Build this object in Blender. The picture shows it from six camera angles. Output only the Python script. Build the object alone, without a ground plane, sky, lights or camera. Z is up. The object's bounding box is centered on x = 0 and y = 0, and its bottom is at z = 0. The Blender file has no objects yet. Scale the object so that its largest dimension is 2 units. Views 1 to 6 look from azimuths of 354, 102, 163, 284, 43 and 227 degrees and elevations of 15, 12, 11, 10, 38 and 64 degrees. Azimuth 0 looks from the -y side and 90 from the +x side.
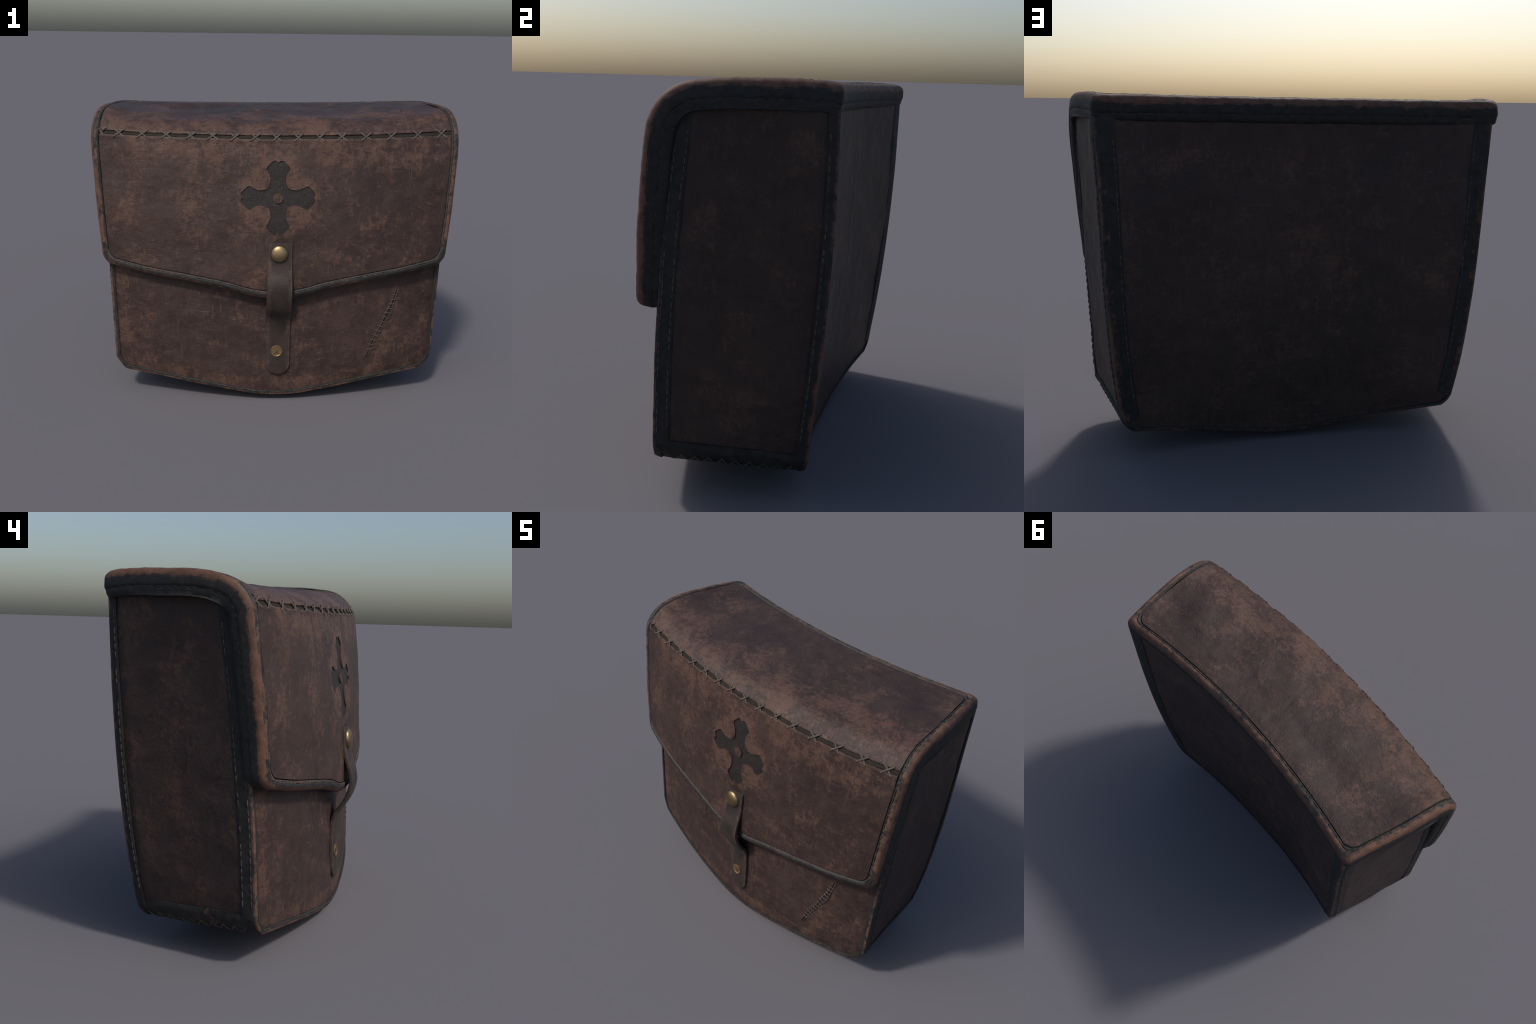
"""Worn leather belt pouch: curved bag body, hooded flap with bound rim, closing strap.

All parts are modelled in the pouch's own frame (x across, y depth, z up, symmetric
about x = 0); the root empty carries the slight turn about z.
"""
import bpy, math
import numpy as np
from mathutils import Vector, noise
from mathutils.geometry import delaunay_2d_cdt

RNG = np.random.default_rng(7)
YAW = math.radians(-3.4)
CENTRE_X = 0.016

# ------------------------------------------------------------------ small maths
class Curve:
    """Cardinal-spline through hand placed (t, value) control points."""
    def __init__(self, pts, tension=0.5):
        p = np.array(sorted(pts), float)
        t, v = p[:, 0], p[:, 1]
        m = np.empty_like(v)
        d = np.diff(v) / np.diff(t)
        m[0], m[-1] = d[0], d[-1]
        for i in range(1, len(v) - 1):
            if d[i - 1] * d[i] <= 0:
                m[i] = 0
            else:
                w1, w2 = 2 * (t[i+1]-t[i]) + (t[i]-t[i-1]), (t[i+1]-t[i]) + 2 * (t[i]-t[i-1])
                m[i] = (w1 + w2) / (w1 / d[i-1] + w2 / d[i])
        self.t, self.v, self.m = t, v, m

    def __call__(self, x):
        x = np.asarray(x, float)
        t, v, m = self.t, self.v, self.m
        i = np.clip(np.searchsorted(t, x) - 1, 0, len(t) - 2)
        h = t[i+1] - t[i]
        s = np.clip((x - t[i]) / h, 0, 1)
        r = ((2*s**3 - 3*s**2 + 1) * v[i] + (s**3 - 2*s**2 + s) * h * m[i]
             + (3*s**2 - 2*s**3) * v[i+1] + (s**3 - s**2) * h * m[i+1])
        r = r + np.where(x < t[0], (x - t[0]) * m[0], 0) + np.where(x > t[-1], (x - t[-1]) * m[-1], 0)
        return r


def unit(a):
    return a / np.maximum(np.linalg.norm(a, axis=-1, keepdims=True), 1e-12)


def fbm(points, scale, octaves=3, seed=0.0):
    """fractal noise in about [-1, 1] at many points"""
    off = Vector((seed * 13.1, seed * 7.7, seed * 3.3))
    return np.array([noise.fractal(Vector(p) * scale + off, 1.0, 2.0, octaves) for p in points])


def inside(poly, pts):
    poly, pts = np.asarray(poly), np.asarray(pts)
    r = np.zeros(len(pts), bool)
    x, y = pts[:, 0], pts[:, 1]
    for (x0, y0), (x1, y1) in zip(poly, np.roll(poly, -1, 0)):
        if y0 == y1:
            continue
        c = ((y0 > y) != (y1 > y)) & (x < (x1 - x0) * (y - y0) / (y1 - y0) + x0)
        r ^= c
    return r


def near(loop, pts, d):
    """mask of points closer than d to any loop vertex"""
    m = np.zeros(len(pts), bool)
    for k in range(0, len(pts), 4000):
        q = pts[k:k+4000]
        m[k:k+4000] = (((q[:, None] - loop[None]) ** 2).sum(2) < d * d).any(1)
    return m


# ------------------------------------------------------------------ materials
CROSS_X, CROSS_Z = 0.004, 1.170
class Nodes:
    def __init__(self, name):
        self.mat = bpy.data.materials.new(name)
        self.mat.use_nodes = True
        self.t = self.mat.node_tree
        self.bsdf = self.t.nodes["Principled BSDF"]
        self.coord = self.t.nodes.new("ShaderNodeTexCoord").outputs["Object"]

    def n(self, kind, **props):
        x = self.t.nodes.new("ShaderNode" + kind)
        for k, v in props.items():
            setattr(x, k, v)
        return x

    def link(self, a, b):
        if hasattr(a, "is_output") or hasattr(a, "links"):
            self.t.links.new(a, b)
        else:
            b.default_value = a

    def mapped(self, scale=(1, 1, 1), rot=(0, 0, 0), loc=(0, 0, 0)):
        m = self.n("Mapping")
        self.t.links.new(self.coord, m.inputs["Vector"])
        m.inputs["Scale"].default_value = scale
        m.inputs["Rotation"].default_value = rot
        m.inputs["Location"].default_value = loc
        return m.outputs[0]

    def noise(self, scale, detail=4, rough=0.55, distort=0.0, vec=None):
        x = self.n("TexNoise")
        self.t.links.new(vec or self.coord, x.inputs["Vector"])
        for k, v in (("Scale", scale), ("Detail", detail), ("Roughness", rough), ("Distortion", distort)):
            x.inputs[k].default_value = v
        return x.outputs[0]

    def smooth(self, v, lo, hi, out0=0.0, out1=1.0):
        x = self.n("MapRange", interpolation_type="SMOOTHSTEP")
        self.link(v, x.inputs["Value"])
        for k, val in (("From Min", lo), ("From Max", hi), ("To Min", out0), ("To Max", out1)):
            x.inputs[k].default_value = val
        return x.outputs[0]

    def math(self, op, a, b=0.0, c=0.0):
        x = self.n("Math", operation=op)
        for i, v in enumerate((a, b, c)):
            self.link(v, x.inputs[i])
        return x.outputs[0]

    def mix(self, f, a, b):
        x = self.n("Mix", data_type="RGBA")
        self.link(f, x.inputs[0])
        for v, i in ((a, 6), (b, 7)):
            if isinstance(v, tuple):
                x.inputs[i].default_value = (*v, 1)
            else:
                self.t.links.new(v, x.inputs[i])
        return x.outputs[2]

    def bump(self, height, strength, dist, normal=None):
        x = self.n("Bump")
        x.inputs["Strength"].default_value = strength
        x.inputs["Distance"].default_value = dist
        self.t.links.new(height, x.inputs["Height"])
        if normal:
            self.t.links.new(normal, x.inputs["Normal"])
        return x.outputs[0]

    def done(self, colour, rough, normal=None, metallic=0.0, spec=0.5):
        b = self.bsdf.inputs
        if isinstance(colour, tuple):
            b["Base Color"].default_value = (*colour, 1)
        else:
            self.t.links.new(colour, b["Base Color"])
        self.link(rough, b["Roughness"])
        b["Metallic"].default_value = metallic
        b["Specular IOR Level"].default_value = spec
        if normal:
            self.t.links.new(normal, b["Normal"])
        return self.mat


DARK = (0.028, 0.0162, 0.0146)
MID = (0.053, 0.0312, 0.0255)
RUST = (0.116, 0.0620, 0.0440)
CHARCOAL = (0.0195, 0.0190, 0.0185)
COPPER = (0.165, 0.083, 0.056)


def leather(name, wear=1.0, edge_band=False, hem=False, dark=DARK, mid=MID, rust=RUST, seed=0.0):
    """scuffed brown leather: dark red-brown ground, fibrous rubbed patches, hair-line scratches, creases"""
    k = Nodes(name)
    base = k.mapped(loc=(seed, seed * 1.7, seed * 0.6))
    big = k.noise(2.4, 3, 0.5, 0.0, base)
    blot = k.noise(13, 10, 0.74, 0.15, base)
    tone = k.math("ADD", k.math("MULTIPLY", big, 0.35), k.math("MULTIPLY", blot, 0.65))
    col = k.mix(k.smooth(tone, 0.36, 0.64), dark, mid)
    # where the surface is rubbed: low frequency reach x fine fibres
    reach = k.noise(5.5, 5, 0.62, 0.2, k.mapped(loc=(seed, 4, 2)))
    fibre_a = k.noise(1.0, 9, 0.76, 0.7, k.mapped((46, 40, 19), (0.5, 0.75, 0.4), (3 + seed, 1, 5)))
    fibre_b = k.noise(1.0, 9, 0.76, 0.7, k.mapped((20, 40, 46), (-0.3, 0.6, 0.9), (1 + seed, 7, 2)))
    fibre = k.math("ADD", k.math("MULTIPLY", fibre_a, 0.5), k.math("MULTIPLY", fibre_b, 0.5))
    w = k.math("ADD", k.math("MULTIPLY", reach, 0.35), k.math("MULTIPLY", fibre, 0.65))
    sep = k.n("SeparateXYZ")
    k.t.links.new(k.coord, sep.inputs[0])
    if edge_band:
        # the bend of the flap is rubbed: a soft stripe along the fold
        x2 = k.math("MULTIPLY", sep.outputs[0], sep.outputs[0])
        s = k.math("SUBTRACT", k.math("SUBTRACT", sep.outputs[2], sep.outputs[1]), 1.79)
        s = k.math("ADD", s, k.math("MULTIPLY", x2, 0.115))
        s = k.math("ADD", s, k.math("MULTIPLY", k.math("SUBTRACT", k.noise(3, 3), 0.5), 0.22))
        fold = k.math("SUBTRACT", 1.0, k.smooth(k.math("ABSOLUTE", s), 0.03, 0.16))
        w = k.math("ADD", w, k.math("MULTIPLY", fold, 0.045))
        # rubbed halo round the cross inlay
        dx = k.math("SUBTRACT", sep.outputs[0], -0.001)
        dz = k.math("SUBTRACT", sep.outputs[2], CROSS_Z)
        rr = k.math("SQRT", k.math("ADD", k.math("MULTIPLY", dx, dx), k.math("MULTIPLY", dz, dz)))
        halo = k.math("SUBTRACT", 1.0, k.smooth(k.math("ABSOLUTE", k.math("SUBTRACT", rr, 0.14)), 0.03, 0.10))
        w = k.math("ADD", w, k.math("MULTIPLY", halo, 0.085))
    if hem:
        # rubbed along the padded hem of the pocket
        ax = k.math("ABSOLUTE", sep.outputs[0])
        low = k.math("SUBTRACT", k.math("SUBTRACT", sep.outputs[2], 0.035), k.math("MULTIPLY", ax, 0.145))
        side = k.math("SUBTRACT", 0.905, ax)
        d = k.math("ADD", k.math("MINIMUM", low, side), k.math("MULTIPLY", k.math("SUBTRACT", k.noise(9, 4), 0.5), 0.06))
        w = k.math("ADD", w, k.math("MULTIPLY", k.math("SUBTRACT", 1.0, k.smooth(k.math("ABSOLUTE", k.math("SUBTRACT", d, 0.055)), 0.01, 0.05)), 0.045))
    scuff = k.math("MULTIPLY", k.smooth(w, 0.500, 0.605), 0.78 * wear)
    col = k.mix(scuff, col, rust)
    # hair-line scratches in several directions
    pale = tuple(min(1, c * 1.35) for c in rust)
    lines = ((0.1, 0.75, 0.25), (4, 85, 85)), ((0.4, -0.8, 0.3), (85, 85, 5)), ((0.2, 0.9, -0.4), (100, 100, 6)), ((0.6, 0.35, 0.9), (95, 95, 4))
    for i, (rot, sc) in enumerate(lines):
        v = k.mapped(sc, rot, (i * 2.0 + seed, 0, 0))
        line = k.smooth(k.noise(1.0, 3, 0.6, 0.6, v), 0.64, 0.71)
        gate = k.smooth(k.noise(3.6 + i, 3, 0.6, 0.0, k.mapped(loc=(i * 5, 2, seed))), 0.46, 0.62)
        col = k.mix(k.math("MULTIPLY", k.math("MULTIPLY", line, gate), 0.50 * wear), col, pale)
    grain = k.noise(85, 5, 0.6)
    col = k.mix(k.smooth(grain, 0.3, 0.75, 0.0, 0.25), col, tuple(c * 0.55 for c in dark))
    # relief: pores, creases, scuffed hollows
    crease = k.math("ABSOLUTE", k.math("SUBTRACT", k.noise(19, 4, 0.55, 1.4, base), 0.5))
    crease = k.math("MULTIPLY", k.smooth(crease, 0.0, 0.05), k.smooth(reach, 0.35, 0.6))
    nrm = k.bump(grain, 0.30, 0.004)
    nrm = k.bump(crease, 0.30, 0.004, nrm)
    nrm = k.bump(fibre, 0.25, 0.010, nrm)
    nrm = k.bump(k.noise(13, 6, 0.6, 0.4), 0.40, 0.010, nrm)
    rough = k.smooth(blot, 0.3, 0.7, 0.48, 0.64)
    return k.done(col, rough, nrm, spec=0.32)


def binding(name, level, base=CHARCOAL, seed=0.0, rust=COPPER):
    """dark edging leather; level = share of the surface rubbed to copper brown"""
    k = Nodes(name)
    v = k.mapped(loc=(seed, 2, 1))
    rub = k.math("ADD", k.math("MULTIPLY", k.noise(26, 9, 0.72, 0.3, v), 0.62), k.math("MULTIPLY", k.noise(6.5, 4, 0.6), 0.38))
    th = 0.68 - 0.34 * level
    mask = k.smooth(rub, th - 0.06, th + 0.08, 0.0, 0.9)
    c0 = k.mix(k.smooth(k.noise(30, 4), 0.3, 0.7), tuple(c * 0.75 for c in base), tuple(c * 1.3 for c in base))
    c1 = k.mix(k.smooth(k.noise(24, 5, 0.65), 0.35, 0.7), tuple(c * 0.6 for c in rust), rust)
    col = k.mix(mask, c0, c1)
    nrm = k.bump(k.noise(60, 5, 0.65), 0.35, 0.004)
    nrm = k.bump(k.noise(22, 4, 0.6), 0.35, 0.008, nrm)
    return k.done(col, k.smooth(rub, 0.3, 0.7, 0.60, 0.74), nrm, spec=0.3)


def plain(name, c0, c1, rough, scale=40, metallic=0.0, bump=0.2, spec=0.4):
    k = Nodes(name)
    m = k.smooth(k.noise(scale, 5, 0.6), 0.3, 0.72)
    return k.done(k.mix(m, c0, c1), rough, k.bump(k.noise(scale * 1.7, 4), bump, 0.004), metallic, spec)


M_FLAP = leather("scuffed_brown_leather", 1.0, edge_band=True)
M_FRONT = leather("scuffed_brown_leather_pocket", 0.95, hem=True, seed=2.3)
M_SIDE = leather("dull_brown_leather", 0.85, seed=5.1, dark=(0.027, 0.0175, 0.016), mid=(0.050, 0.031, 0.026), rust=(0.110, 0.057, 0.038))  # browns darkened below the front's to match how dark the sides look
M_BACK = leather("dull_brown_leather_rear", 0.85, seed=8.4, dark=(0.031, 0.0195, 0.0175), mid=(0.057, 0.035, 0.029))
M_B = {l: binding(f"edging_leather_worn_{int(l*100)}", l) for l in (0.02, 0.15, 0.35, 0.6, 0.85)}
M_PIPE = binding("grey_piping_leather", 0.30, (0.042, 0.040, 0.037), 4.0)
M_THREAD = plain("grey_waxed_thread", (0.036, 0.033, 0.030), (0.100, 0.090, 0.080), 0.8, 22)
M_THREAD_DARK = plain("dark_waxed_thread", (0.030, 0.027, 0.024), (0.060, 0.052, 0.045), 0.8, 60)
M_LACE = plain("flat_leather_lace", (0.058, 0.045, 0.037), (0.100, 0.078, 0.064), 0.75, 45)
M_GROOVE = plain("dark_seam_leather", (0.017, 0.0142, 0.0122), (0.028, 0.0230, 0.0195), 0.8, 30, spec=0.2)
M_INLAY = leather("dark_inlay_leather", 0.35, dark=(0.0155, 0.0130, 0.0118), mid=(0.0215, 0.0174, 0.0155), rust=(0.048, 0.031, 0.025), seed=3.7)
M_BRASS = plain("aged_brass", (0.25, 0.175, 0.09), (0.36, 0.26, 0.145), 0.40, 18, 1.0, 0.05)
M_BUTTON = plain("dull_bronze", (0.16, 0.095, 0.045), (0.24, 0.15, 0.07), 0.5, 40, 0.55, 0.1)
M_SLIT = plain("black_slit", (0.010, 0.009, 0.009), (0.016, 0.014, 0.013), 0.9, 40)


def strap_material():
    """belt leather: rubbed brown rim, darker grey polished middle"""
    k = Nodes("strap_leather")
    sep = k.n("SeparateXYZ")
    k.t.links.new(k.coord, sep.inputs[0])
    edge = k.math("ABSOLUTE", k.math("SUBTRACT", sep.outputs[0], 0.012))
    edge = k.math("ADD", edge, k.math("MULTIPLY", k.math("SUBTRACT", k.noise(22, 5, 0.65), 0.5), 0.03))
    c0 = k.mix(k.smooth(k.noise(9, 6, 0.65), 0.35, 0.65), (0.023, 0.0180, 0.0160), (0.041, 0.0305, 0.0260))
    c1 = k.mix(k.smooth(k.noise(26, 6, 0.7), 0.45, 0.68), (0.040, 0.029, 0.025), (0.085, 0.050, 0.038))
    col = k.mix(k.smooth(edge, 0.040, 0.056), c0, c1)
    nrm = k.bump(k.noise(80, 4), 0.25, 0.003)
    wav = k.noise(1.0, 2, 0.5, 0.6, k.mapped((6, 6, 34)))
    nrm = k.bump(wav, 0.25, 0.006, nrm)
    return k.done(col, k.smooth(edge, 0.035, 0.06, 0.47, 0.66), nrm, spec=0.28)


M_STRAP = strap_material()

# ------------------------------------------------------------------ scene graph
COL = bpy.context.scene.collection
root = bpy.data.objects.new("leather_pouch", None)
COL.objects.link(root)
root.rotation_euler = (0, 0, YAW)
root.location = (CENTRE_X * math.cos(YAW), CENTRE_X * math.sin(YAW), 0)
root["label"] = "worn dark brown leather belt pouch with cross inlay"
root["category"] = "leather pouch"


def mesh_object(name, verts, faces, mats, parent, face_mats=None, angle=35, stuff=False):
    me = bpy.data.meshes.new(name)
    me.from_pydata([tuple(v) for v in verts], [], [tuple(int(i) for i in f) for f in faces])
    for m in (mats if isinstance(mats, list) else [mats]):
        me.materials.append(m)
    if face_mats is not None:
        me.polygons.foreach_set("material_index", list(face_mats))
    me.polygons.foreach_set("use_smooth", [True] * len(me.polygons))
    me.update()
    me.set_sharp_from_angle(angle=math.radians(angle))
    ob = bpy.data.objects.new(name, me)
    COL.objects.link(ob)
    ob.parent = parent
    if stuff:
        ob["kind"] = "stuff"
    return ob


def fix_outward(ob, centre=None):
    import bmesh
    bm = bmesh.new()
    bm.from_mesh(ob.data)
    bmesh.ops.recalc_face_normals(bm, faces=bm.faces)
    bm.to_mesh(ob.data)
    bm.free()
    return ob


# ------------------------------------------------------------------ flap surface
# side profile of the hood, from its rear edge over the top and down the front
PROFILE = np.array([(.430, 1.608), (.38, 1.618), (.30, 1.623), (.20, 1.624), (.10, 1.624), (.02, 1.622), (-.05, 1.616),
                    (-.105, 1.605), (-.150, 1.588), (-.188, 1.560), (-.217, 1.525), (-.238, 1.482), (-.249, 1.42),
                    (-.266, 1.28), (-.283, 1.12), (-.293, .98), (-.301, .84), (-.307, .74), (-.308, .70), (-.308, .58)])
_seg = np.concatenate([[0], np.cumsum(np.linalg.norm(np.diff(PROFILE, axis=0), axis=1))])
PY, PZ = Curve(list(zip(_seg, PROFILE[:, 0]))), Curve(list(zip(_seg, PROFILE[:, 1])))
Q_MAX = _seg[-1]


def q_of_z(z):
    q = np.linspace(0.75, Q_MAX, 600)
    return np.interp(-np.asarray(z, float), -PZ(q), q)


def q_of_y(y):
    q = np.linspace(0, 0.6, 600)
    return float(np.interp(-y, -PY(q), q))


# half width and bow of the hood along the profile
F_WIDTH = Curve([(0, .889), (q_of_y(.2), .938), (q_of_y(.05), .966), (q_of_y(-.10), .983), (float(q_of_z(1.47)), .997),
                 (float(q_of_z(1.29)), .988), (float(q_of_z(1.07)), .973), (float(q_of_z(.84)), .954), (Q_MAX, .942)])
F_BOW = Curve([(0, .095), (q_of_y(.1), .090), (float(q_of_z(1.49)), .095), (float(q_of_z(1.2)), .103), (float(q_of_z(.9)), .117), (Q_MAX, .126)])
F_SAG = Curve([(0, 0), (.12, .010), (.30, .022), (.50, .032), (.62, .027), (.70, .010), (.77, 0), (Q_MAX, 0)])   # the lid sinks between its rims
F_SHIFT = -0.004
W_REF = 0.97


def flap_base(p, q):
    w = F_WIDTH(q)
    u = p / W_REF
    x = u * w + F_SHIFT
    y = PY(q) - F_BOW(q) * (1 - np.minimum(u * u, 1.3)) - .006 * u * np.clip((q - .6) / .3, 0, 1)
    z = PZ(q) - F_SAG(q) * (1 - np.minimum(u ** 4, 1)) + .006 * u * np.clip((.75 - q) / .2, 0, 1)
    return np.stack([x, y, z], -1)


def flap_point(p, q, h):
    p, q, h = (np.asarray(a, float) for a in (p, q, h))
    d = 2e-3
    tp = flap_base(p + d, q) - flap_base(p - d, q)
    tq = flap_base(p, q + d) - flap_base(p, q - d)
    n = unit(np.cross(tp, tq))          # outward: +z on top, -y in front
    n = np.where(n[..., 2:3] + -n[..., 1:2] < 0, -n, n)
    return flap_base(p, q) + n * h[..., None]


FLAP_LOW = Curve([(0, .622), (.08, .626), (.16, .640), (.27, .670), (.50, .710), (.73, .744), (.90, .778), (1.1, .815)])


def flap_outline(e, n_side=150, n_low=190, n_back=180, n_arc=12):
    """closed loop in (p, q), inset by e; same vertex count for every e"""
    w = W_REF - e
    r_low, r_back = max(0.03, 0.062 - 0.3 * e), 0.028 + 0.7 * max(e, 0)
    low = lambda p: q_of_z(FLAP_LOW(np.abs(p))) - e
    q_corner = float(low(w))
    pts = []
    # left side, going down the front
    q0, q1 = e + r_back, q_corner - r_low
    for t in np.linspace(0, 1, n_side, endpoint=False):
        pts.append((-w, q0 + (q1 - q0) * t))
    c = (-w + r_low, q1)
    for t in np.linspace(0, 1, n_arc, endpoint=False):
        a = math.pi - t * math.pi / 2
        x, y = c[0] + r_low * math.cos(a), c[1] + r_low * math.sin(a)
        pts.append((x, y + t * (float(low(c[0])) - q_corner)))
    for x in np.linspace(c[0], -c[0], n_low, endpoint=False):
        pts.append((x, float(low(x))))
    for t in np.linspace(0, 1, n_arc, endpoint=False):
        a = math.pi / 2 - t * math.pi / 2
        x, y = -c[0] + r_low * math.cos(a), c[1] + r_low * math.sin(a)
        pts.append((x, y + (1 - t) * (float(low(c[0])) - q_corner)))
    for t in np.linspace(0, 1, n_side, endpoint=False):
        pts.append((w, q1 + (q0 - q1) * t))
    c = (w - r_back, e + r_back)
    for t in np.linspace(0, 1, n_arc, endpoint=False):
        a = -t * math.pi / 2
        pts.append((c[0] + r_back * math.cos(a), c[1] + r_back * math.sin(a)))
    for x in np.linspace(c[0], -c[0], n_back, endpoint=False):
        pts.append((x, e))
    for t in np.linspace(0, 1, n_arc, endpoint=False):
        a = -math.pi / 2 - t * math.pi / 2
        pts.append((-c[0] + r_back * math.cos(a), c[1] + r_back * math.sin(a)))
    return np.array(pts)


# ---- the cross inlay outline (metres, centred)
ARM = [(.053, .053), (.046, .068), (.042, .086), (.0415, .103), (.045, .120), (.054, .137), (.0615, .149), (.0635, .158), (.060, .167),
       (.046, .182), (.031, .1965), (.025, .201), (.018, .2025), (.010, .200), (.004, .194)]
CROSS_X, CROSS_Z = 0.004, 1.170
CROSS_Q = float(q_of_z(CROSS_Z))


def cross_loop():
    half = ARM + [(0, .190)] + [(-x, y) for x, y in ARM[::-1][:-1]]
    pts = []
    for k in range(4):
        a = -k * math.pi / 2
        arm = [(-x, y) for x, y in half]   # left to right
        arm = [(-.053, .053)] + arm[1:] if k == 0 else arm
        for x, y in arm:
            pts.append((x * math.cos(a) - y * math.sin(a), x * math.sin(a) + y * math.cos(a)))
    out = []
    for p in pts:
        if not out or math.dist(p, out[-1]) > 1e-4:
            out.append(p)
    if math.dist(out[0], out[-1]) < 1e-4:
        out.pop()
    out = np.array(out)
    # refine
    fine = []
    for a, b in zip(out, np.roll(out, -1, 0)):
        m = max(1, int(np.linalg.norm(b - a) / 0.007))
        fine += [a + (b - a) * t / m for t in range(m)]
    fine = np.array(fine) * 0.975
    return np.stack([fine[:, 0] + CROSS_X, CROSS_Q - fine[:, 1]], 1)


CROSS = cross_loop()
_a = np.linspace(0, 2 * math.pi, 28, endpoint=False)
BOSS = np.stack([CROSS_X + 0.028 * np.cos(_a), CROSS_Q + 0.028 * np.sin(_a)], 1)

SEAM_Z = Curve([(-.95, 1.503), (-.5, 1.497), (0, 1.492), (.5, 1.498), (.95, 1.507)])


def seam_q(p):
    z = SEAM_Z(p)
    q = np.linspace(0.6, 1.0, 900)
    return np.interp(-z, -PZ(q), q)


def panel_h(p, q):
    """relief of the hood leather"""
    pts = flap_base(p, q)
    e = np.minimum(np.minimum(W_REF - np.abs(p), q), q_of_z(FLAP_LOW(np.abs(p))) - q)
    h = 0.006 * fbm(pts, 3.2, 2, 1) + 0.0030 * fbm(pts, 9.0, 3, 2)
    h = h * np.clip((e - .05) / .06, 0, 1)
    # broad soft dents on the top
    top = np.clip((0.62 - q) / 0.1, 0, 1) * np.clip((q - .06) / .15, 0, 1)
    h += top * (0.013 * fbm(pts, 3.2, 2, 3) - .008 * np.clip((e - .05) / .08, 0, 1))
    # the stitched seam: puckered lips and a groove
    d = np.abs(q - seam_q(p))
    h += 0.003 * np.exp(-((d - .022) / .012) ** 2) * (1 + .6 * fbm(pts, 14, 2, 4))
    h -= 0.010 * np.clip((.0125 - d) / .003, 0, 1)
    # flat seat of the inlay and of the strap
    r = np.hypot(p - CROSS_X, q - CROSS_Q)
    k = np.clip((r - .20) / .05, 0, 1)
    h = h * (0.3 + 0.7 * k) + 0.0025 * np.exp(-((r - .17) / .07) ** 2)
    return h


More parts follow.
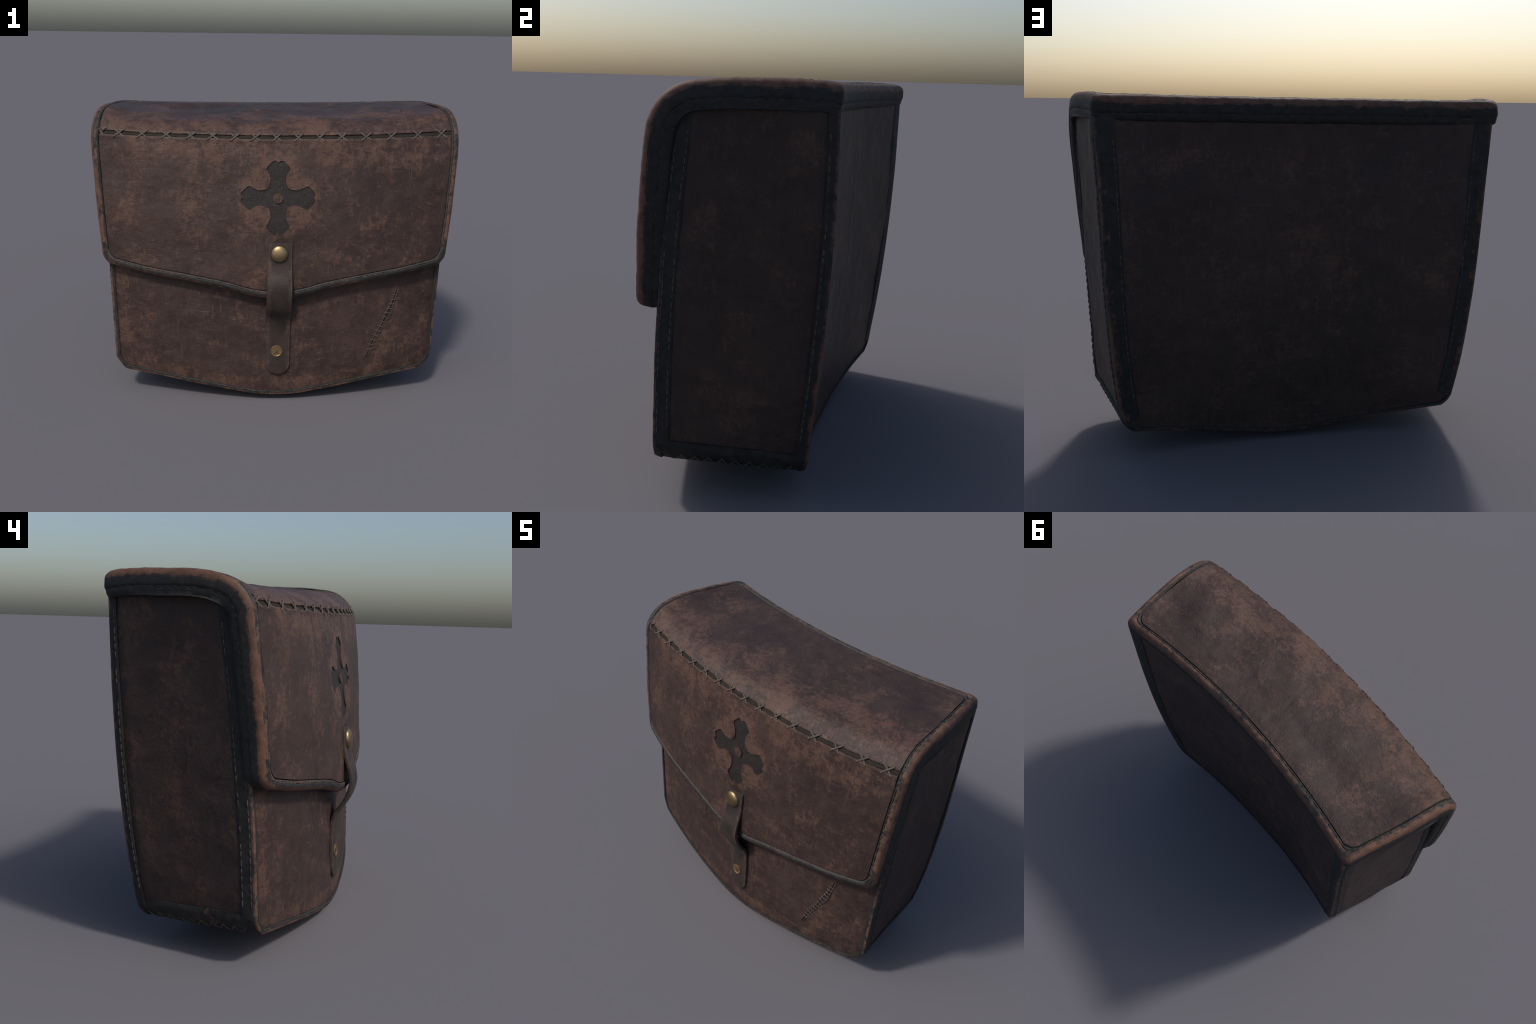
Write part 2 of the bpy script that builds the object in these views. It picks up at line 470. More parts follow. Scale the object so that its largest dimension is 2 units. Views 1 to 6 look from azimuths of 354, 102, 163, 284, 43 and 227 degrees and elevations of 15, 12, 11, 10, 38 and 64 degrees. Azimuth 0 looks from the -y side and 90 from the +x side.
def build_flap():
    rings = [(.047, 0.0), (.0435, -.006), (.0415, -.003), (.040, .003), (.0365, .0045), (.033, .003), (.0315, .0), (.030, .002), (.026, .0035), (.019, .0035), (.012, .001),
             (.006, -.004), (.001, -.011), (-.003, -.020), (-.004, -.027), (-.005, -.034), (-.008, -.054), (-.007, -.064), (-.004, -.067), (-.0055, -.071),
             (-.005, -.084), (-.002, -.097), (.004, -.103), (.012, -.105), (.03, -.098)]
    band = [.02, .02, 'p', 'p', .6, .35, .35, .15, .15, .35, .6, .85, .85, .6, .35, .15, .02, .02, .02, .15, .15, .15, .35, .02]
    band_rubbed = [.02, .02, 'p', .35, .35, .35, .6, .6, .6, .6, .85, .85, .85, .6, .35, .15, .02, .02, .02, .15, .15, .15, .35, .02]
    q_dark = float(q_of_z(.90))
    loops = [flap_outline(e) for e, _ in rings]
    n = len(loops[0])
    # ---------------- panel
    ring = loops[0]
    g = 0.0095
    xs, qs = np.meshgrid(np.arange(-W_REF, W_REF, g), np.arange(0, Q_MAX, g * .92))
    xs = xs + np.where(np.arange(xs.shape[0])[:, None] % 2, g / 2, 0)
    pts = np.stack([xs.ravel(), qs.ravel()], 1)
    pts = pts + RNG.uniform(-.0012, .0012, pts.shape)
    sd = np.abs(pts[:, 1] - seam_q(pts[:, 0]))
    keep = inside(ring, pts) & ~near(ring, pts, .0075) & ~near(CROSS, pts, .005) & ~near(BOSS, pts, .005) & (sd > .018)
    pts = pts[keep]
    seam = []
    for off in (-.016, -.0128, -.0098, 0, .0098, .0128, .016):
        x = np.arange(-.918, .919, .010)
        seam.append(np.stack([x, seam_q(x) + off], 1))
    pts = np.concatenate([ring, CROSS, BOSS, pts] + seam)
    nr, nc, nb = len(ring), len(CROSS), len(BOSS)
    loop_edges = lambda s, c: [(s + i, s + (i + 1) % c) for i in range(c)]
    edges = loop_edges(0, nr) + loop_edges(nr, nc) + loop_edges(nr + nc, nb)
    vs, _, fs, *_ = delaunay_2d_cdt([Vector(p) for p in pts], edges, [], 0, 1e-6)
    v2 = np.array([tuple(v) for v in vs])
    tri = np.array([f for f in fs if len(f) == 3])
    cen = v2[tri].mean(1)
    ok = inside(ring, cen)
    tri, cen = tri[ok], cen[ok]
    in_cross, in_boss = inside(CROSS, cen), inside(BOSS, cen)

    def sub(mask, h_add, wall_loop=None, wall_to=0.0, wall_from=0.0):
        t = tri[mask]
        used, inv = np.unique(t, return_inverse=True)
        q2 = v2[used]
        pos = flap_point(q2[:, 0], q2[:, 1], panel_h(q2[:, 0], q2[:, 1]) + h_add)
        faces = [tuple(f) for f in inv.reshape(-1, 3)]
        verts = [tuple(p) for p in pos]
        for loop in (wall_loop or []):
            h0 = panel_h(loop[:, 0], loop[:, 1])
            a = flap_point(loop[:, 0], loop[:, 1], h0 + wall_from)
            b = flap_point(loop[:, 0], loop[:, 1], h0 + wall_to)
            s = len(verts)
            m = len(loop)
            verts += [tuple(x) for x in a] + [tuple(x) for x in b]
            faces += [(s + i, s + (i + 1) % m, s + m + (i + 1) % m, s + m + i) for i in range(m)]
        return verts, faces

    v, f = sub(~in_cross, 0.0, [CROSS], -.009)
    flap = fix_outward(mesh_object("flap", v, f, M_FLAP, root, angle=50))
    v, f = sub(in_cross & ~in_boss, -.0060)
    fix_outward(mesh_object("cross_inlay", v, f, M_INLAY, flap, angle=50))
    v, f = sub(in_boss, .0015, [BOSS], -.010, .0015)
    fix_outward(mesh_object("inlay_boss", v, f, M_FLAP, flap, angle=50))
    # ---------------- bound rim
    verts, mats, fm, faces = [], [M_B[.02], M_B[.15], M_B[.35], M_B[.6], M_B[.85], M_PIPE], [], []
    idx = {.02: 0, .15: 1, .35: 2, .6: 3, .85: 4, 'p': 5}
    for (e, h), lp in zip(rings, loops):
        base = flap_base(lp[:, 0], lp[:, 1])
        wob = 0.0022 * fbm(base, 11, 2, 6) + 0.0012 * fbm(base, 38, 2, 7)
        if e > .045:
            wob = panel_h(lp[:, 0], lp[:, 1]) * 0
        verts += [tuple(x) for x in flap_point(lp[:, 0], lp[:, 1], np.full(n, h) + wob)]
    for k in range(len(rings) - 1):
        for i in range(n):
            j = (i + 1) % n
            faces.append((k * n + i, k * n + j, (k + 1) * n + j, (k + 1) * n + i))
            # hands rub the hood's sides and top; the low front edge stays dark
            fm.append(idx[band[k] if loops[0][i, 1] > q_dark - .03 * np.sin(i * .7) else band_rubbed[k]])
    ob = mesh_object("flap_binding", verts, faces, mats, flap, fm, angle=60)
    fix_outward(ob)
    # ---------------- lining that closes the underside
    lp = flap_outline(.03)[::2]
    gx, gq = np.meshgrid(np.arange(-W_REF, W_REF, .05), np.arange(0, Q_MAX, .04))
    pts = np.stack([gx.ravel(), gq.ravel()], 1)
    pts = pts[inside(lp, pts) & ~near(lp, pts, .02)]
    pts = np.concatenate([lp, pts])
    vs, _, fs, *_ = delaunay_2d_cdt([Vector(p) for p in pts], loop_edges(0, len(lp)), [], 0, 1e-6)
    v2b = np.array([tuple(v) for v in vs])
    fb = np.array([x for x in fs if len(x) == 3])
    fb = fb[inside(lp, v2b[fb].mean(1))]
    pos = flap_point(v2b[:, 0], v2b[:, 1], np.full(len(v2b), -.098))
    mesh_object("flap_lining", pos, fb, M_SIDE, flap)
    # ---------------- seam cord and crossed stitches
    x = np.linspace(-.925, .925, 240)
    v, f = [], []
    for k, (off, h) in enumerate(((-.0125, -.009), (-.009, -.0045), (0, -.0035), (.009, -.0045), (.0125, -.009))):
        v += [tuple(q) for q in flap_point(x, seam_q(x) + off, np.full(len(x), h))]
    for k in range(4):
        f += [(k*240+i, k*240+i+1, (k+1)*240+i+1, (k+1)*240+i) for i in range(239)]
    fix_outward(mesh_object("seam_strip", v, f, M_GROOVE, flap))
    return flap


# ------------------------------------------------------------------ threads
def tube(path, normals, r, sides=6, flat=0.75):
    """closed tapered tube along a path; flattened towards the surface"""
    path, normals = np.asarray(path, float), np.asarray(normals, float)
    t = unit(np.gradient(path, axis=0))
    b = unit(np.cross(t, normals))
    nn = np.cross(b, t)
    m = len(path)
    verts, faces = [], []
    for i in range(m):
        k = r * (0.55 if i in (0, m - 1) else 1.0)
        for s in range(sides):
            a = 2 * math.pi * s / sides
            verts.append(path[i] + b[i] * math.cos(a) * k + nn[i] * math.sin(a) * k * flat)
    for i in range(m - 1):
        for s in range(sides):
            faces.append((i*sides+s, i*sides+(s+1) % sides, (i+1)*sides+(s+1) % sides, (i+1)*sides+s))
    faces.append(tuple(range(sides))[::-1])
    faces.append(tuple(range((m-1)*sides, m*sides)))
    return verts, faces


def joined(chunks):
    v, f = [], []
    for cv, cf in chunks:
        s = len(v)
        v += list(cv)
        f += [tuple(i + s for i in x) for x in cf]
    return v, f


def stitch_row(name, path, normals, parent, length=.024, gap=.010, r=.0026, lift=.0005, mat=None, jitter=.25):
    """dashes of thread along a dense path, lying on the surface"""
    path, normals = np.asarray(path, float), unit(np.asarray(normals, float))
    s = np.concatenate([[0], np.cumsum(np.linalg.norm(np.diff(path, axis=0), axis=1))])
    at = lambda x, a: np.stack([np.interp(x, s, a[:, k]) for k in range(3)], -1)
    out, x = [], gap
    while x + length < s[-1]:
        l = length * (1 + jitter * RNG.uniform(-1, 1))
        ss = np.linspace(x, x + l, 5)
        n = at(ss, normals)
        p = at(ss, path) + n * (lift + r * 0.35 * np.array([-1.2, .5, 1, .5, -1.2]))[:, None]
        if RNG.random() > .12:
            out.append(tube(p, n, r, 6))
        x += l + gap
    v, f = joined(out)
    return mesh_object(name, v, f, mat or M_THREAD, parent, stuff=True)


def build_cross_stitches(flap):
    xs = np.array([-.935, -.838, -.711, -.583, -.456, -.341, -.229, -.121, -.007, .105, .219, .338, .466, .601, .747, .880]) + .003
    for i, x in enumerate(xs):
        x = x * W_REF / .985
        q0 = float(seam_q(x))
        chunks = []
        hw, hh = .034 + RNG.uniform(-.004, .004), .031 + RNG.uniform(-.003, .003)
        for s in (-1, 1):
            if i == 0 and s == 1:
                a, b = (0.0, 0.0), (hw, -hh)
            elif i == 0:
                a, b = (-.012, -.02), (.022, hh)
            else:
                a = (-hw + RNG.uniform(-.005, .005), s * hh)
                b = (hw + RNG.uniform(-.005, .005), -s * hh)
            t = np.linspace(0, 1, 9)
            p, q = x + a[0] + (b[0] - a[0]) * t, q0 + a[1] + (b[1] - a[1]) * t
            h = .0022 + panel_h(p, q) * np.abs(2 * t - 1) + (.003 if s > 0 else 0) * np.sin(math.pi * t) ** .5 - .007 * (np.abs(2 * t - 1) ** 8)
            path = flap_point(p, q, h)
            nrm = flap_point(p, q, h + .01) - path
            chunks.append(tube(path, nrm, .0048, 8, .6))
        v, f = joined(chunks)
        mesh_object("cross_stitch", v, f, M_LACE, flap)


def build_flap_stitches(flap):
    lp = flap_outline(.0315)
    h = np.full(len(lp), .0012)
    p = flap_point(lp[:, 0], lp[:, 1], h)
    n = flap_point(lp[:, 0], lp[:, 1], h + .01) - p
    stitch_row("rim_stitching", np.vstack([p, p[:1]]), np.vstack([n, n[:1]]), flap, .024, .008, .0028, .0)
    # line of stitches low on the skirt
    lp0, lp1 = flap_outline(-.005), flap_outline(-.03)
    d = np.full(len(lp0), -.0675)
    p, o = flap_point(lp0[:, 0], lp0[:, 1], d), flap_point(lp1[:, 0], lp1[:, 1], d)
    n = o - p
    stitch_row("skirt_stitching", np.vstack([p, p[:1]]), np.vstack([n, n[:1]]), flap, .026, .010, .0022, .0, M_THREAD_DARK)


# ------------------------------------------------------------------ bag body
B_SHIFT = 0.005
TOP_Z = 1.535
WF = Curve([(.20, .902), (.25, .905), (.4, .911), (.6, .920), (.8, .930), (1.0, .939), (1.2, .947), (1.54, .955)])
WB = Curve([(.19, .788), (.25, .799), (.4, .820), (.6, .837), (.8, .850), (1.0, .857), (1.2, .864), (1.54, .882)])
YF = Curve([(0, -.258), (.2, -.256), (.4, -.249), (.6, -.240), (.8, -.224), (1.0, -.207), (1.2, -.187), (1.45, -.155), (1.54, -.150)])
YB = Curve([(0, .310), (.15, .322), (.25, .334), (.4, .353), (.6, .374), (.8, .390), (1.0, .402), (1.2, .410), (1.54, .413)])
BOW_F = Curve([(0, .128), (.6, .120), (1.54, .09)])
BOW_B = Curve([(0, .092), (.3, .098), (.6, .108), (1.0, .119), (1.3, .115), (1.54, .103)])
LOW_F = Curve([(0, .038), (.1, .043), (.22, .061), (.45, .099), (.66, .132), (.848, .155)])
LOW_B = Curve([(0, .034), (.1, .040), (.2, .054), (.36, .076), (.56, .108), (.747, .137)])
CORNER_F = ((.904, .228), (.848, .155))
CORNER_B = ((.791, .198), (.747, .137))


def body_front(x, z):
    x, z = np.asarray(x, float), np.asarray(z, float)
    u = np.clip(x / WF(np.maximum(z, .2)), -1.05, 1.05)
    return np.stack([x + B_SHIFT, YF(z) - BOW_F(z) * (1 - u * u), z], -1)


def body_back(x, z):
    x, z = np.asarray(x, float), np.asarray(z, float)
    u = np.clip(x / WB(np.maximum(z, .19)), -1.05, 1.05)
    return np.stack([x + B_SHIFT, YB(z) - BOW_B(z) * (1 - np.abs(u) ** 1.95) + .004 * u, z], -1)


N_SIDE, N_CORNER, N_LOW = 120, 10, 180


def outline(front):
    """open loop in (x, z) from the top left, round the base, to the top right"""
    W, low, ((x0, z0), (x1, z1)) = (WF, LOW_F, CORNER_F) if front else (WB, LOW_B, CORNER_B)
    z = np.linspace(TOP_Z, z0, N_SIDE, endpoint=False)
    left = np.stack([-W(z), z], 1)
    # rounded cut corner (quadratic)
    t = np.linspace(0, 1, N_CORNER, endpoint=False)[:, None]
    a, b = np.array([-x0, z0]), np.array([-x1, z1])
    c = (a + b) / 2 + np.array([-.010, -.008])
    corner = (1 - t) ** 2 * a + 2 * t * (1 - t) * c + t * t * b
    x = np.linspace(-x1, 0, N_LOW // 2 + 1)
    bottom = np.stack([x, low(-x)], 1)
    half = np.vstack([left, corner, bottom])
    return np.vstack([half, (half[:-1] * [-1, 1])[::-1]])


OUT_F, OUT_B = outline(True), outline(False)
EDGE_F, EDGE_B = body_front(OUT_F[:, 0], OUT_F[:, 1]), body_back(OUT_B[:, 0], OUT_B[:, 1])
N_OUT = len(OUT_F)
I_SIDE = N_SIDE                    # first corner vertex
I_LOW = N_SIDE + N_CORNER          # first base vertex


def gusset(i, v):
    """band that joins front and back outlines; i = outline index, v = 0 front .. 1 back"""
    i, v = np.asarray(i, float), np.asarray(v, float)
    k = np.arange(N_OUT)
    f = np.stack([np.interp(i, k, EDGE_F[:, c]) for c in range(3)], -1)
    b = np.stack([np.interp(i, k, EDGE_B[:, c]) for c in range(3)], -1)
    return f + (b - f) * v[..., None]


def gusset_normal(i, v):
    d = 1.0
    ti = gusset(np.minimum(i + d, N_OUT - 1), v) - gusset(np.maximum(i - d, 0), v)
    tv = gusset(i, np.minimum(v + .05, 1)) - gusset(i, np.maximum(v - .05, 0))
    return unit(np.cross(tv, ti))      # outward


def build_panel(name, loop, fn, sign, mat, seed, spacing=.011):
    """front or back leather panel inside an outline"""
    ring = np.vstack([loop, np.stack([np.linspace(loop[-1, 0], loop[0, 0], 90)[1:-1], np.full(88, TOP_Z)], 1)])
    gx, gz = np.meshgrid(np.arange(-.95, .95, spacing), np.arange(0, TOP_Z, spacing * .92))
    gx = gx + np.where(np.arange(gx.shape[0])[:, None] % 2, spacing / 2, 0)
    pts = np.stack([gx.ravel(), gz.ravel()], 1) + RNG.uniform(-.001, .001, (gx.size, 2))
    pts = pts[inside(ring, pts) & ~near(ring, pts, spacing * .75)]
    allp = np.vstack([ring, pts])
    m = len(ring)
    vs, _, fs, *_ = delaunay_2d_cdt([Vector(p) for p in allp], [(i, (i + 1) % m) for i in range(m)], [], 0, 1e-6)
    v2 = np.array([tuple(v) for v in vs])
    tri = np.array([f for f in fs if len(f) == 3])
    tri = tri[inside(ring, v2[tri].mean(1))]
    pos = fn(v2[:, 0], v2[:, 1])
    # distance to outline drives the padded edge
    d = np.empty(len(v2))
    for k in range(0, len(v2), 4000):
        q = v2[k:k+4000]
        d[k:k+4000] = np.sqrt(((q[:, None] - loop[None]) ** 2).sum(2).min(1))
    h = 0.006 * fbm(pos, 3.0, 2, seed) + .0028 * fbm(pos, 9, 3, seed + 1)
    h *= np.clip((d - .02) / .08, 0, 1)
    h += .004 * np.clip((d - .03) / .04, 0, 1) - .002
    pos[:, 1] += sign * h
    ob = mesh_object(name, pos, tri, mat, root)
    return fix_outward_dir(ob, (0, sign, 0))


def fix_outward_dir(ob, d):
    me = ob.data
    tot = sum((p.normal.dot(Vector(d)) * p.area for p in me.polygons))
    if tot < 0:
        me.flip_normals()
    return ob


def build_gusset_part(name, i0, i1, mat, ni, nv, seed, puff=.004, edge=.003, lip=False, v0=0.0, v1=1.0):
    ii, vv = np.meshgrid(np.linspace(i0, i1, ni), np.linspace(v0, v1, nv), indexing="ij")
    p = gusset(ii, vv)
    n = gusset_normal(ii, vv)
    flat = p.reshape(-1, 3)
    e = np.minimum(vv, 1 - vv)
    mask = np.clip(e / .12, 0, 1)
    h = (0.006 * fbm(flat, 3.2, 2, seed) + .003 * fbm(flat, 9, 3, seed + 1)).reshape(ii.shape) * mask
    run = np.linspace(0, 1, ni)
    fade = np.clip(np.minimum(run - (-1 if i0 == 0 else 0), (2 if i1 == N_OUT - 1 else 1) - run) / .12, 0, 1)[:, None]
    hollow = np.clip(4 * vv * (1 - vv), 0, 1) ** 1.5
    rise = np.clip((e - .05) / .07, 0, 1) if edge > .01 else mask ** .5
    h = h * fade + edge * rise * (fade ** .5 if edge > .01 else 1) + (puff - edge) * hollow * fade - .002
    p = p + n * h[..., None]
    if lip:      # turned-in edge so that a proud piece reads as a layer
        p = np.concatenate([(p[:1] - n[:1] * .012), p, (p[-1:] - n[-1:] * .012)])
        ni += 2
    v = p.reshape(-1, 3)
    f = [(a*nv+b, a*nv+b+1, (a+1)*nv+b+1, (a+1)*nv+b) for a in range(ni-1) for b in range(nv-1)]
    ob = mesh_object(name, v, f, mat, root)
    mid = gusset_normal(np.array([(i0 + i1) / 2]), np.array([.5]))[0]
    return fix_outward_dir(ob, mid)


def build_edge_binding(name, front, i0, i1, w_gusset, w_panel, parent, t=.0055):
    """edging strip folded over one edge of the bag between outline indices i0..i1.
    w_gusset(s), w_panel(s): widths on the two faces, s = 0..1 along the run"""
    idx = np.arange(i0, i1 + 1)
    s = (idx - i0) / (i1 - i0)
    E = (EDGE_F if front else EDGE_B)[idx]
    out2 = (OUT_F if front else OUT_B)
    fn = body_front if front else body_back
    v = np.full(len(idx), 0.0 if front else 1.0)
    dA = unit(gusset(idx, np.full(len(idx), .5)) - E)
    tan2 = np.gradient(out2, axis=0)[idx]
    inw = unit(np.stack([-tan2[:, 1], tan2[:, 0]], 1))
    # smooth the inward direction so that kinks do not fold the strip
    for _ in range(3):
        inw[1:-1] = (inw[:-2] + inw[1:-1] * 2 + inw[2:]) / 4
    inw = unit(inw)
    q2 = out2[idx]
    dB = unit(fn(q2[:, 0] + inw[:, 0] * .02, q2[:, 1] + inw[:, 1] * .02) - E)
    nA = unit(-(dB - (dB * dA).sum(1, keepdims=True) * dA))
    nB = unit(-(dA - (dB * dA).sum(1, keepdims=True) * dB))
    wA, wB = w_gusset(s)[:, None], w_panel(s)[:, None]
    wob = (0.0012 * fbm(E, 14, 2, 9))[:, None]

    def panel_pt(w):   # follow the curved panel
        return fn(q2[:, 0] + inw[:, 0] * w[:, 0], q2[:, 1] + inw[:, 1] * w[:, 0])
    sec = [E + dA * wA - nA * .010, E + dA * wA + nA * (t * 1.2), E + dA * (wA - .004) + nA * t * 1.6, E + dA * wA * .75 + nA * (t * 1.4 + wob),
           E + dA * wA * .4 + nA * (t + .001 + wob), E + dA * .014 + nA * (t + wob), E + dA * .006 + nA * (t * .75),
           E + (nA + nB) * (t * .35) , E + dB * .006 + nB * (t * .75),
           panel_pt(np.maximum(wB * .35, .010)) + nB * (t + wob), panel_pt(wB * .7) + nB * (t + wob), panel_pt(wB - .004) + nB * t, panel_pt(wB) + nB * t * .6, panel_pt(wB) - nB * .010]
    band = [0, 1, 0, 0, 0, 1, 3, 3, 3, 1, 0, 1, 0] if front else [0, 1, 0, 0, 1, 2, 3, 3, 2, 0, 0, 1, 0]
    n = len(idx)
    verts = np.vstack(sec)
    faces, fm = [], []
    for k in range(len(sec) - 1):
        for i in range(n - 1):
            faces.append((k*n+i, k*n+i+1, (k+1)*n+i+1, (k+1)*n+i))
            fm.append(band[k])
    ob = mesh_object(name, verts, faces, [M_B[.02], M_B[.15], M_B[.35], M_B[.6]], parent, fm, angle=50)
    fix_outward_dir(ob, tuple(unit((nA + nB)[n // 2])))
    return E, dA, dB, nA, nB, inw, q2, fn, t


def const(a, b=None):
    b = a if b is None else b
    return lambda s: a + (b - a) * np.asarray(s, float)


def build_body():
    front = build_panel("front_panel", OUT_F, body_front, -1, M_FRONT, 11)
    back = build_panel("back_panel", OUT_B, body_back, 1, M_BACK, 21, .014)
    last = N_OUT - 1
    parts = {}
    for side, (a, b) in (("l", (0, I_SIDE + 1)), ("r", (last - I_SIDE - 1, last))):
        parts[side] = build_gusset_part("side_panel", a, b, M_SIDE, 120, 56, 31 if side == "l" else 37, .000 if side == "r" else .004, .013)
    build_gusset_part("base_panel", I_LOW, last - I_LOW, M_B[.15], 170, 50, 41, .037)
    for a, b in ((I_SIDE - 2.2, I_LOW), (last - I_LOW, last - I_SIDE + 2.2)):
        build_gusset_part("base_corner", a, b, M_B[.15], 16, 60, 43, .009, .009, True)
    # folded edging along the six runs
    for side, (a, b), par in (("l", (0, I_SIDE + 2), parts["l"]), ("r", (last - I_SIDE - 2, last), parts["r"])):
        flip = (lambda f: f) if side == "l" else (lambda f: (lambda s: f(1 - s)))
        for fr in (True, False):
            wa = flip(const(.066, .064) if fr else const(.036, .046))
            wb = flip(const(.024) if fr else const(.080, .070))
            E, dA, dB, nA, nB, inw, q2, fn, t = build_edge_binding("corner_binding", fr, a, b, wa, wb, par)
            s = np.linspace(0, 1, len(E))
            cut = slice(6, -6)
            wA, wB = wa(s)[:, None], wb(s)[:, None]
            if fr:
                rows = [(E + dA * .013 + nA * t, nA), (E + dA * (wA - .012) + nA * t * 1.5, nA)]
            else:
                rows = [(E + dA * (wA - .010) + nA * t * 1.5, nA),
                        (fn(q2[:, 0] + inw[:, 0] * (wB[:, 0] - .012), q2[:, 1] + inw[:, 1] * (wB[:, 0] - .012)) + nB * t, nB)]
            for p, nn in rows:
                stitch_row("corner_stitching", p[cut], nn[cut], par, .026, .009, .0026)
    for fr, wa, wb in ((True, .030, .022), (False, .030, .016)):
        par = front if fr else back
        E, dA, dB, nA, nB, inw, q2, fn, t = build_edge_binding("base_binding", fr, I_SIDE, last - I_SIDE, const(wa), const(wb), par)
        p = fn(q2[:, 0] + inw[:, 0] * (wb - .006), q2[:, 1] + inw[:, 1] * (wb - .006)) + nB * t
        stitch_row("base_stitching", p[8:-8], nB[8:-8], par, .022, .010, .0022, mat=M_THREAD_DARK)
    # zigzag lacing over the base corners
    for a, b, par in ((I_SIDE, I_LOW, parts["l"]), (last - I_SIDE, last - I_LOW, parts["r"])):
        chunks = []
        m = 9
        for k in range(m):
            for d in (0, 1):
                v0, v1 = .09 + .82 * (k + .5 * d) / m, .09 + .82 * (k + .5 * d + .5) / m
                c0, c1 = (.42, .86) if d == 0 else (.86, .42)
                tt = np.linspace(0, 1, 7)
                ii = a + (b - a) * (c0 + (c1 - c0) * tt)
                vv = v0 + (v1 - v0) * tt
                nn = gusset_normal(ii, vv)
                pp = gusset(ii, vv) + nn * (.0115 - .004 * np.abs(2 * tt - 1) ** 6)[:, None]
                chunks.append(tube(pp, nn, .0028))
        v, f = joined(chunks)
        mesh_object("base_lacing", v, f, M_LACE, par, stuff=True)
    return front


# ------------------------------------------------------------------ mended tear
def build_scar(front):
    t = np.linspace(-.13, 1.16, 40)
    line = lambda t: (0.676 - .131 * t + .008 * np.sin(t * 5) - B_SHIFT, 0.602 - .31 * t)
    x, z = line(t)
    w = .0024 + .0095 * np.exp(-((t - .33) / .13) ** 2)
    v, f = [], []
    for k, s in enumerate((-1, 0, 1)):
        p = body_front(x + s * w, z)
        p[:, 1] -= .0062 if s else .0030
        v += list(p)
    for k in range(2):
        f += [(k*40+i, k*40+i+1, (k+1)*40+i+1, (k+1)*40+i) for i in range(39)]
    fix_outward_dir(mesh_object("tear", v, f, M_SLIT, front), (0, -1, 0))
    # puckered lips
    for s in (-1, 1):
        p = body_front(x + s * (w + .005), z)
        p[:, 1] -= .0030
        n = np.tile([0, -1.0, 0], (40, 1))
        cv, cf = tube(p, n, .0050, 8, .75)
        mesh_object("tear_lip", cv, cf, M_FRONT, front)
    for k in range(13):
        tt = k / 12
        cx, cz = line(tt)
        tilt = [-.003, -.002, -.002, -.004, -.004, -.010, -.008, -.008, -.007, -.010, -.008, -.006, -.001][k]
        hw = .021 + RNG.uniform(-.003, .003)
        s = np.linspace(-1, 1, 9)
        p = body_front(cx + hw * s, cz + tilt * s)
        p[:, 1] -= .0072 - .006 * np.abs(s) ** 4
        cv, cf = tube(p, np.tile([0, -1.0, 0], (9, 1)), .0027, 6)
        mesh_object("mending_stitch", cv, cf, M_LACE, front)


# ------------------------------------------------------------------ strap
STRAP_X = 0.012
STRAP = np.array([(-.419, .934), (-.426, .88), (-.432, .826), (-.448, .769), (-.468, .712), (-.475, .665), (-.463, .605), (-.434, .547),
                  (-.396, .488), (-.386, .437), (-.387, .377), (-.391, .292), (-.395, .21), (-.397, .165)])


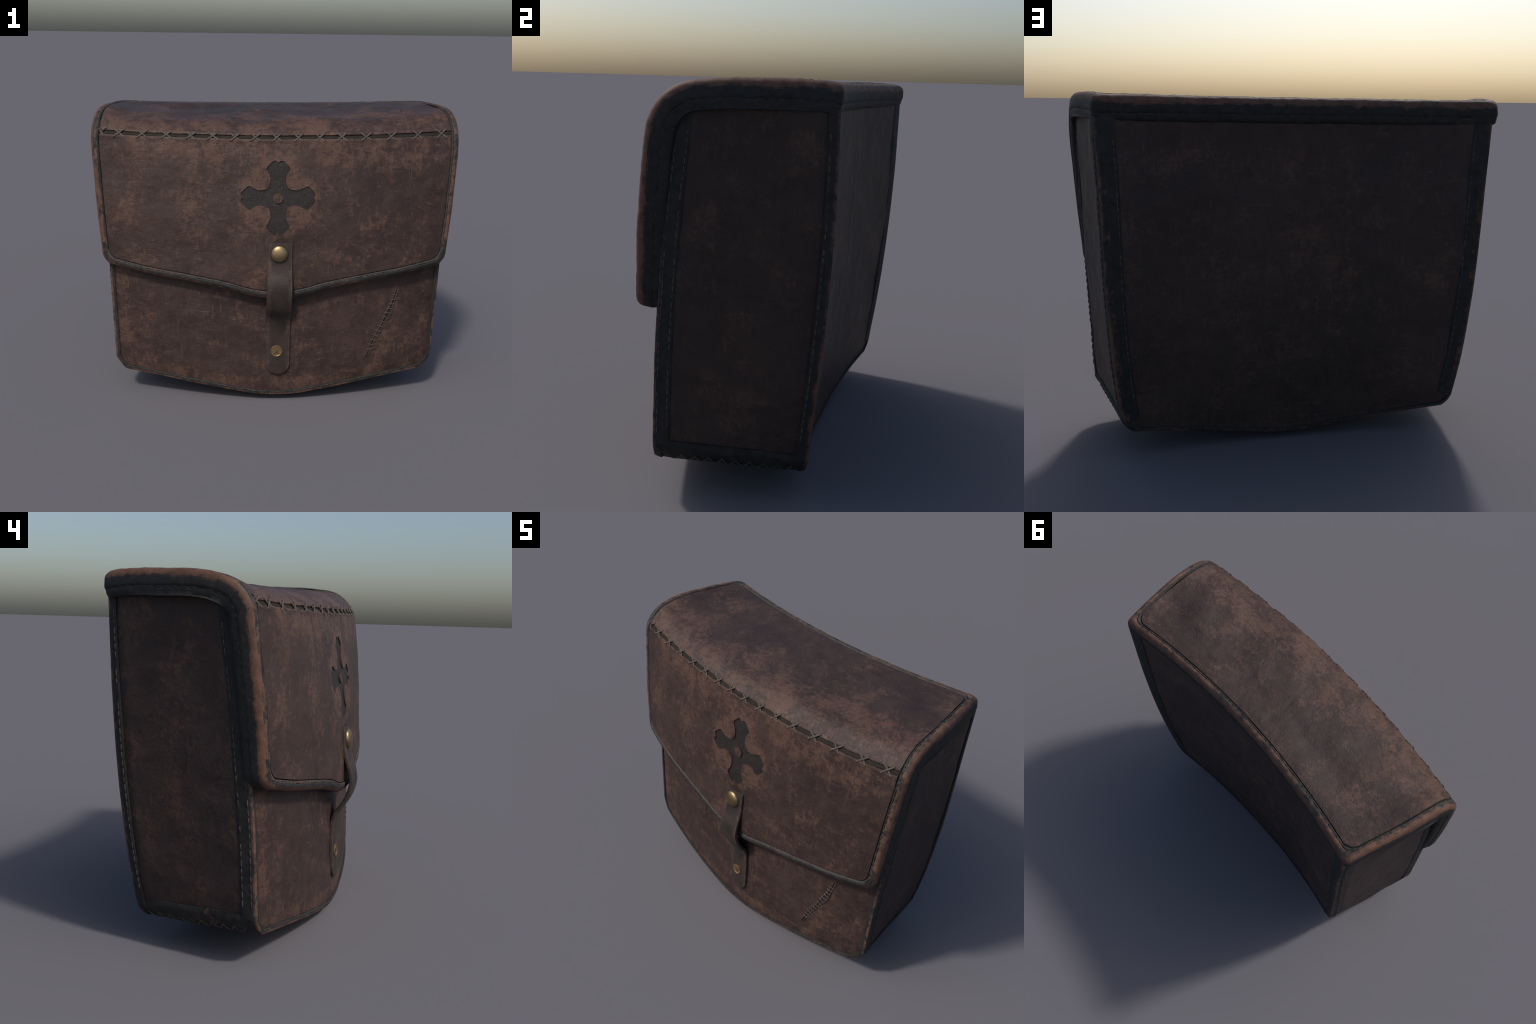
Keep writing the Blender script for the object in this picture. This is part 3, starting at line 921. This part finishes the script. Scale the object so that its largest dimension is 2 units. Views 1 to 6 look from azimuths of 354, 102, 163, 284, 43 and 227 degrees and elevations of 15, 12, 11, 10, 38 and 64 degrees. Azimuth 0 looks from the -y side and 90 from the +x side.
def build_strap():
    seg = np.concatenate([[0], np.cumsum(np.linalg.norm(np.diff(STRAP, axis=0), axis=1))])
    cy, cz = Curve(list(zip(seg, STRAP[:, 0]))), Curve(list(zip(seg, STRAP[:, 1])))
    L = seg[-1]
    n = 120
    s = np.concatenate([np.linspace(0, L - .07, n - 24, endpoint=False), L - .07 * np.cos(np.linspace(0, math.pi / 2, 24))[::1]])
    s = np.sort(s)
    ys = cy(s)
    for _ in range(6):
        ys[1:-1] = (ys[:-2] + 2 * ys[1:-1] + ys[2:]) / 4
    y, z = ys, cz(s)
    tan = unit(np.stack([np.gradient(y), np.gradient(z)], 1))
    nrm = np.stack([tan[:, 1], -tan[:, 0]], 1)      # outward (-y) when tan = -z
    nrm = np.where(nrm[:, :1] > 0, -nrm, nrm)
    w = np.full(n, .069)
    k = s > L - .07
    w[k] = .069 * np.sqrt(np.clip(1 - ((s[k] - (L - .07)) / .07) ** 2, 0.0, 1)) ** .9
    w = np.maximum(w, .004)
    th = .018
    # cross-section: (across -1..1, depth)
    sec = [(-1, -th * .8), (-1, -.004), (-.97, -.001), (-.9, .0), (-.86, -.0012), (-.82, -.0002), (-.5, .0012), (0, .0018), (.5, .0012), (.82, -.0002), (.86, -.0012), (.9, 0), (.97, -.001),
           (1, -.004), (1, -th * .8), (.95, -th), (-.95, -th)]
    m = len(sec)
    verts, faces = [], []
    for i in range(n):
        off = -.004 + .012 * s[i] / L       # it hangs a touch askew
        for a, h in sec:
            hh = h + .0012 * noise.noise(Vector((a * 3, s[i] * 14, 2)))
            verts.append((STRAP_X + a * w[i], y[i] + nrm[i, 0] * hh + (-.004 * a * a * 0), z[i] + nrm[i, 1] * hh))
    for i in range(n - 1):
        for j in range(m):
            faces.append((i*m+j, i*m+(j+1) % m, (i+1)*m+(j+1) % m, (i+1)*m+j))
    faces.append(tuple(range(m)))
    faces.append(tuple(range((n-1)*m, n*m))[::-1])
    strap = fix_outward(mesh_object("strap", verts, faces, M_STRAP, root, angle=40))

    def at(zz):
        i = int(np.argmin(np.abs(z - zz)))
        return np.array([STRAP_X, y[i], z[i]]), np.array([0, nrm[i, 0], nrm[i, 1]])

    def lathe(name, prof, centre, normal, mat, seg=40, parent=strap):
        nv = unit(normal)
        ex = np.array([1.0, 0, 0])
        ey = np.cross(nv, ex)
        v, f = [], []
        for r, h in prof:
            for j in range(seg):
                a = 2 * math.pi * j / seg
                v.append(centre + ex * r * math.cos(a) + ey * r * math.sin(a) + nv * h)
        for i in range(len(prof) - 1):
            for j in range(seg):
                f.append((i*seg+j, i*seg+(j+1) % seg, (i+1)*seg+(j+1) % seg, (i+1)*seg+j))
        f.append(tuple(range((len(prof)-1)*seg, len(prof)*seg)))
        return fix_outward_dir(mesh_object(name, v, f, mat, parent, angle=45), tuple(nv))

    c, nv = at(.876)
    dome = [(.0475, -.002), (.0485, .002), (.0475, .006)] + [(.047 * math.cos(a), .006 + .018 * math.sin(a)) for a in np.linspace(.12, 1.52, 14)]
    lathe("stud", dome, c - np.array([.003, 0, 0]), nv, M_BRASS)
    c, nv = at(.304)
    c = c - np.array([.006, 0, 0])
    prof = [(.0325, -.002), (.0335, .003), (.0325, .006), (.029, .007), (.0265, .0055), (.025, .004), (.002, .004)]
    button = lathe("button", prof, c, nv, M_BUTTON)
    for s_ in (-1, 1):
        t = np.linspace(-1, 1, 9)
        p = c + np.outer(t * .013, [1, 0, 0]) + np.outer(t * s_ * .013, [0, 0, 1]) + np.outer(.0075 + (.002 if s_ > 0 else 0) * (1 - np.abs(t)) - .004 * np.abs(t) ** 4, nv)
        v, f = tube(p, np.tile(nv, (9, 1)), .0028, 6)
        mesh_object("button_thread", v, f, M_THREAD, button)
    # button hole slit above and below
    for z0, z1 in ((.336, .352), (.272, .244)):
        a, na = at(z0)
        b, nb = at(z1)
        t = np.linspace(0, 1, 7)[:, None]
        p = a + (b - a) * t - np.array([.006, 0, 0]) + na * .0015
        v, f = tube(p, np.tile(na, (7, 1)), .0016, 6)
        mesh_object("button_slit", v, f, M_SLIT, strap)


flap = build_flap()
build_cross_stitches(flap)
build_flap_stitches(flap)
front = build_body()
build_scar(front)
build_strap()
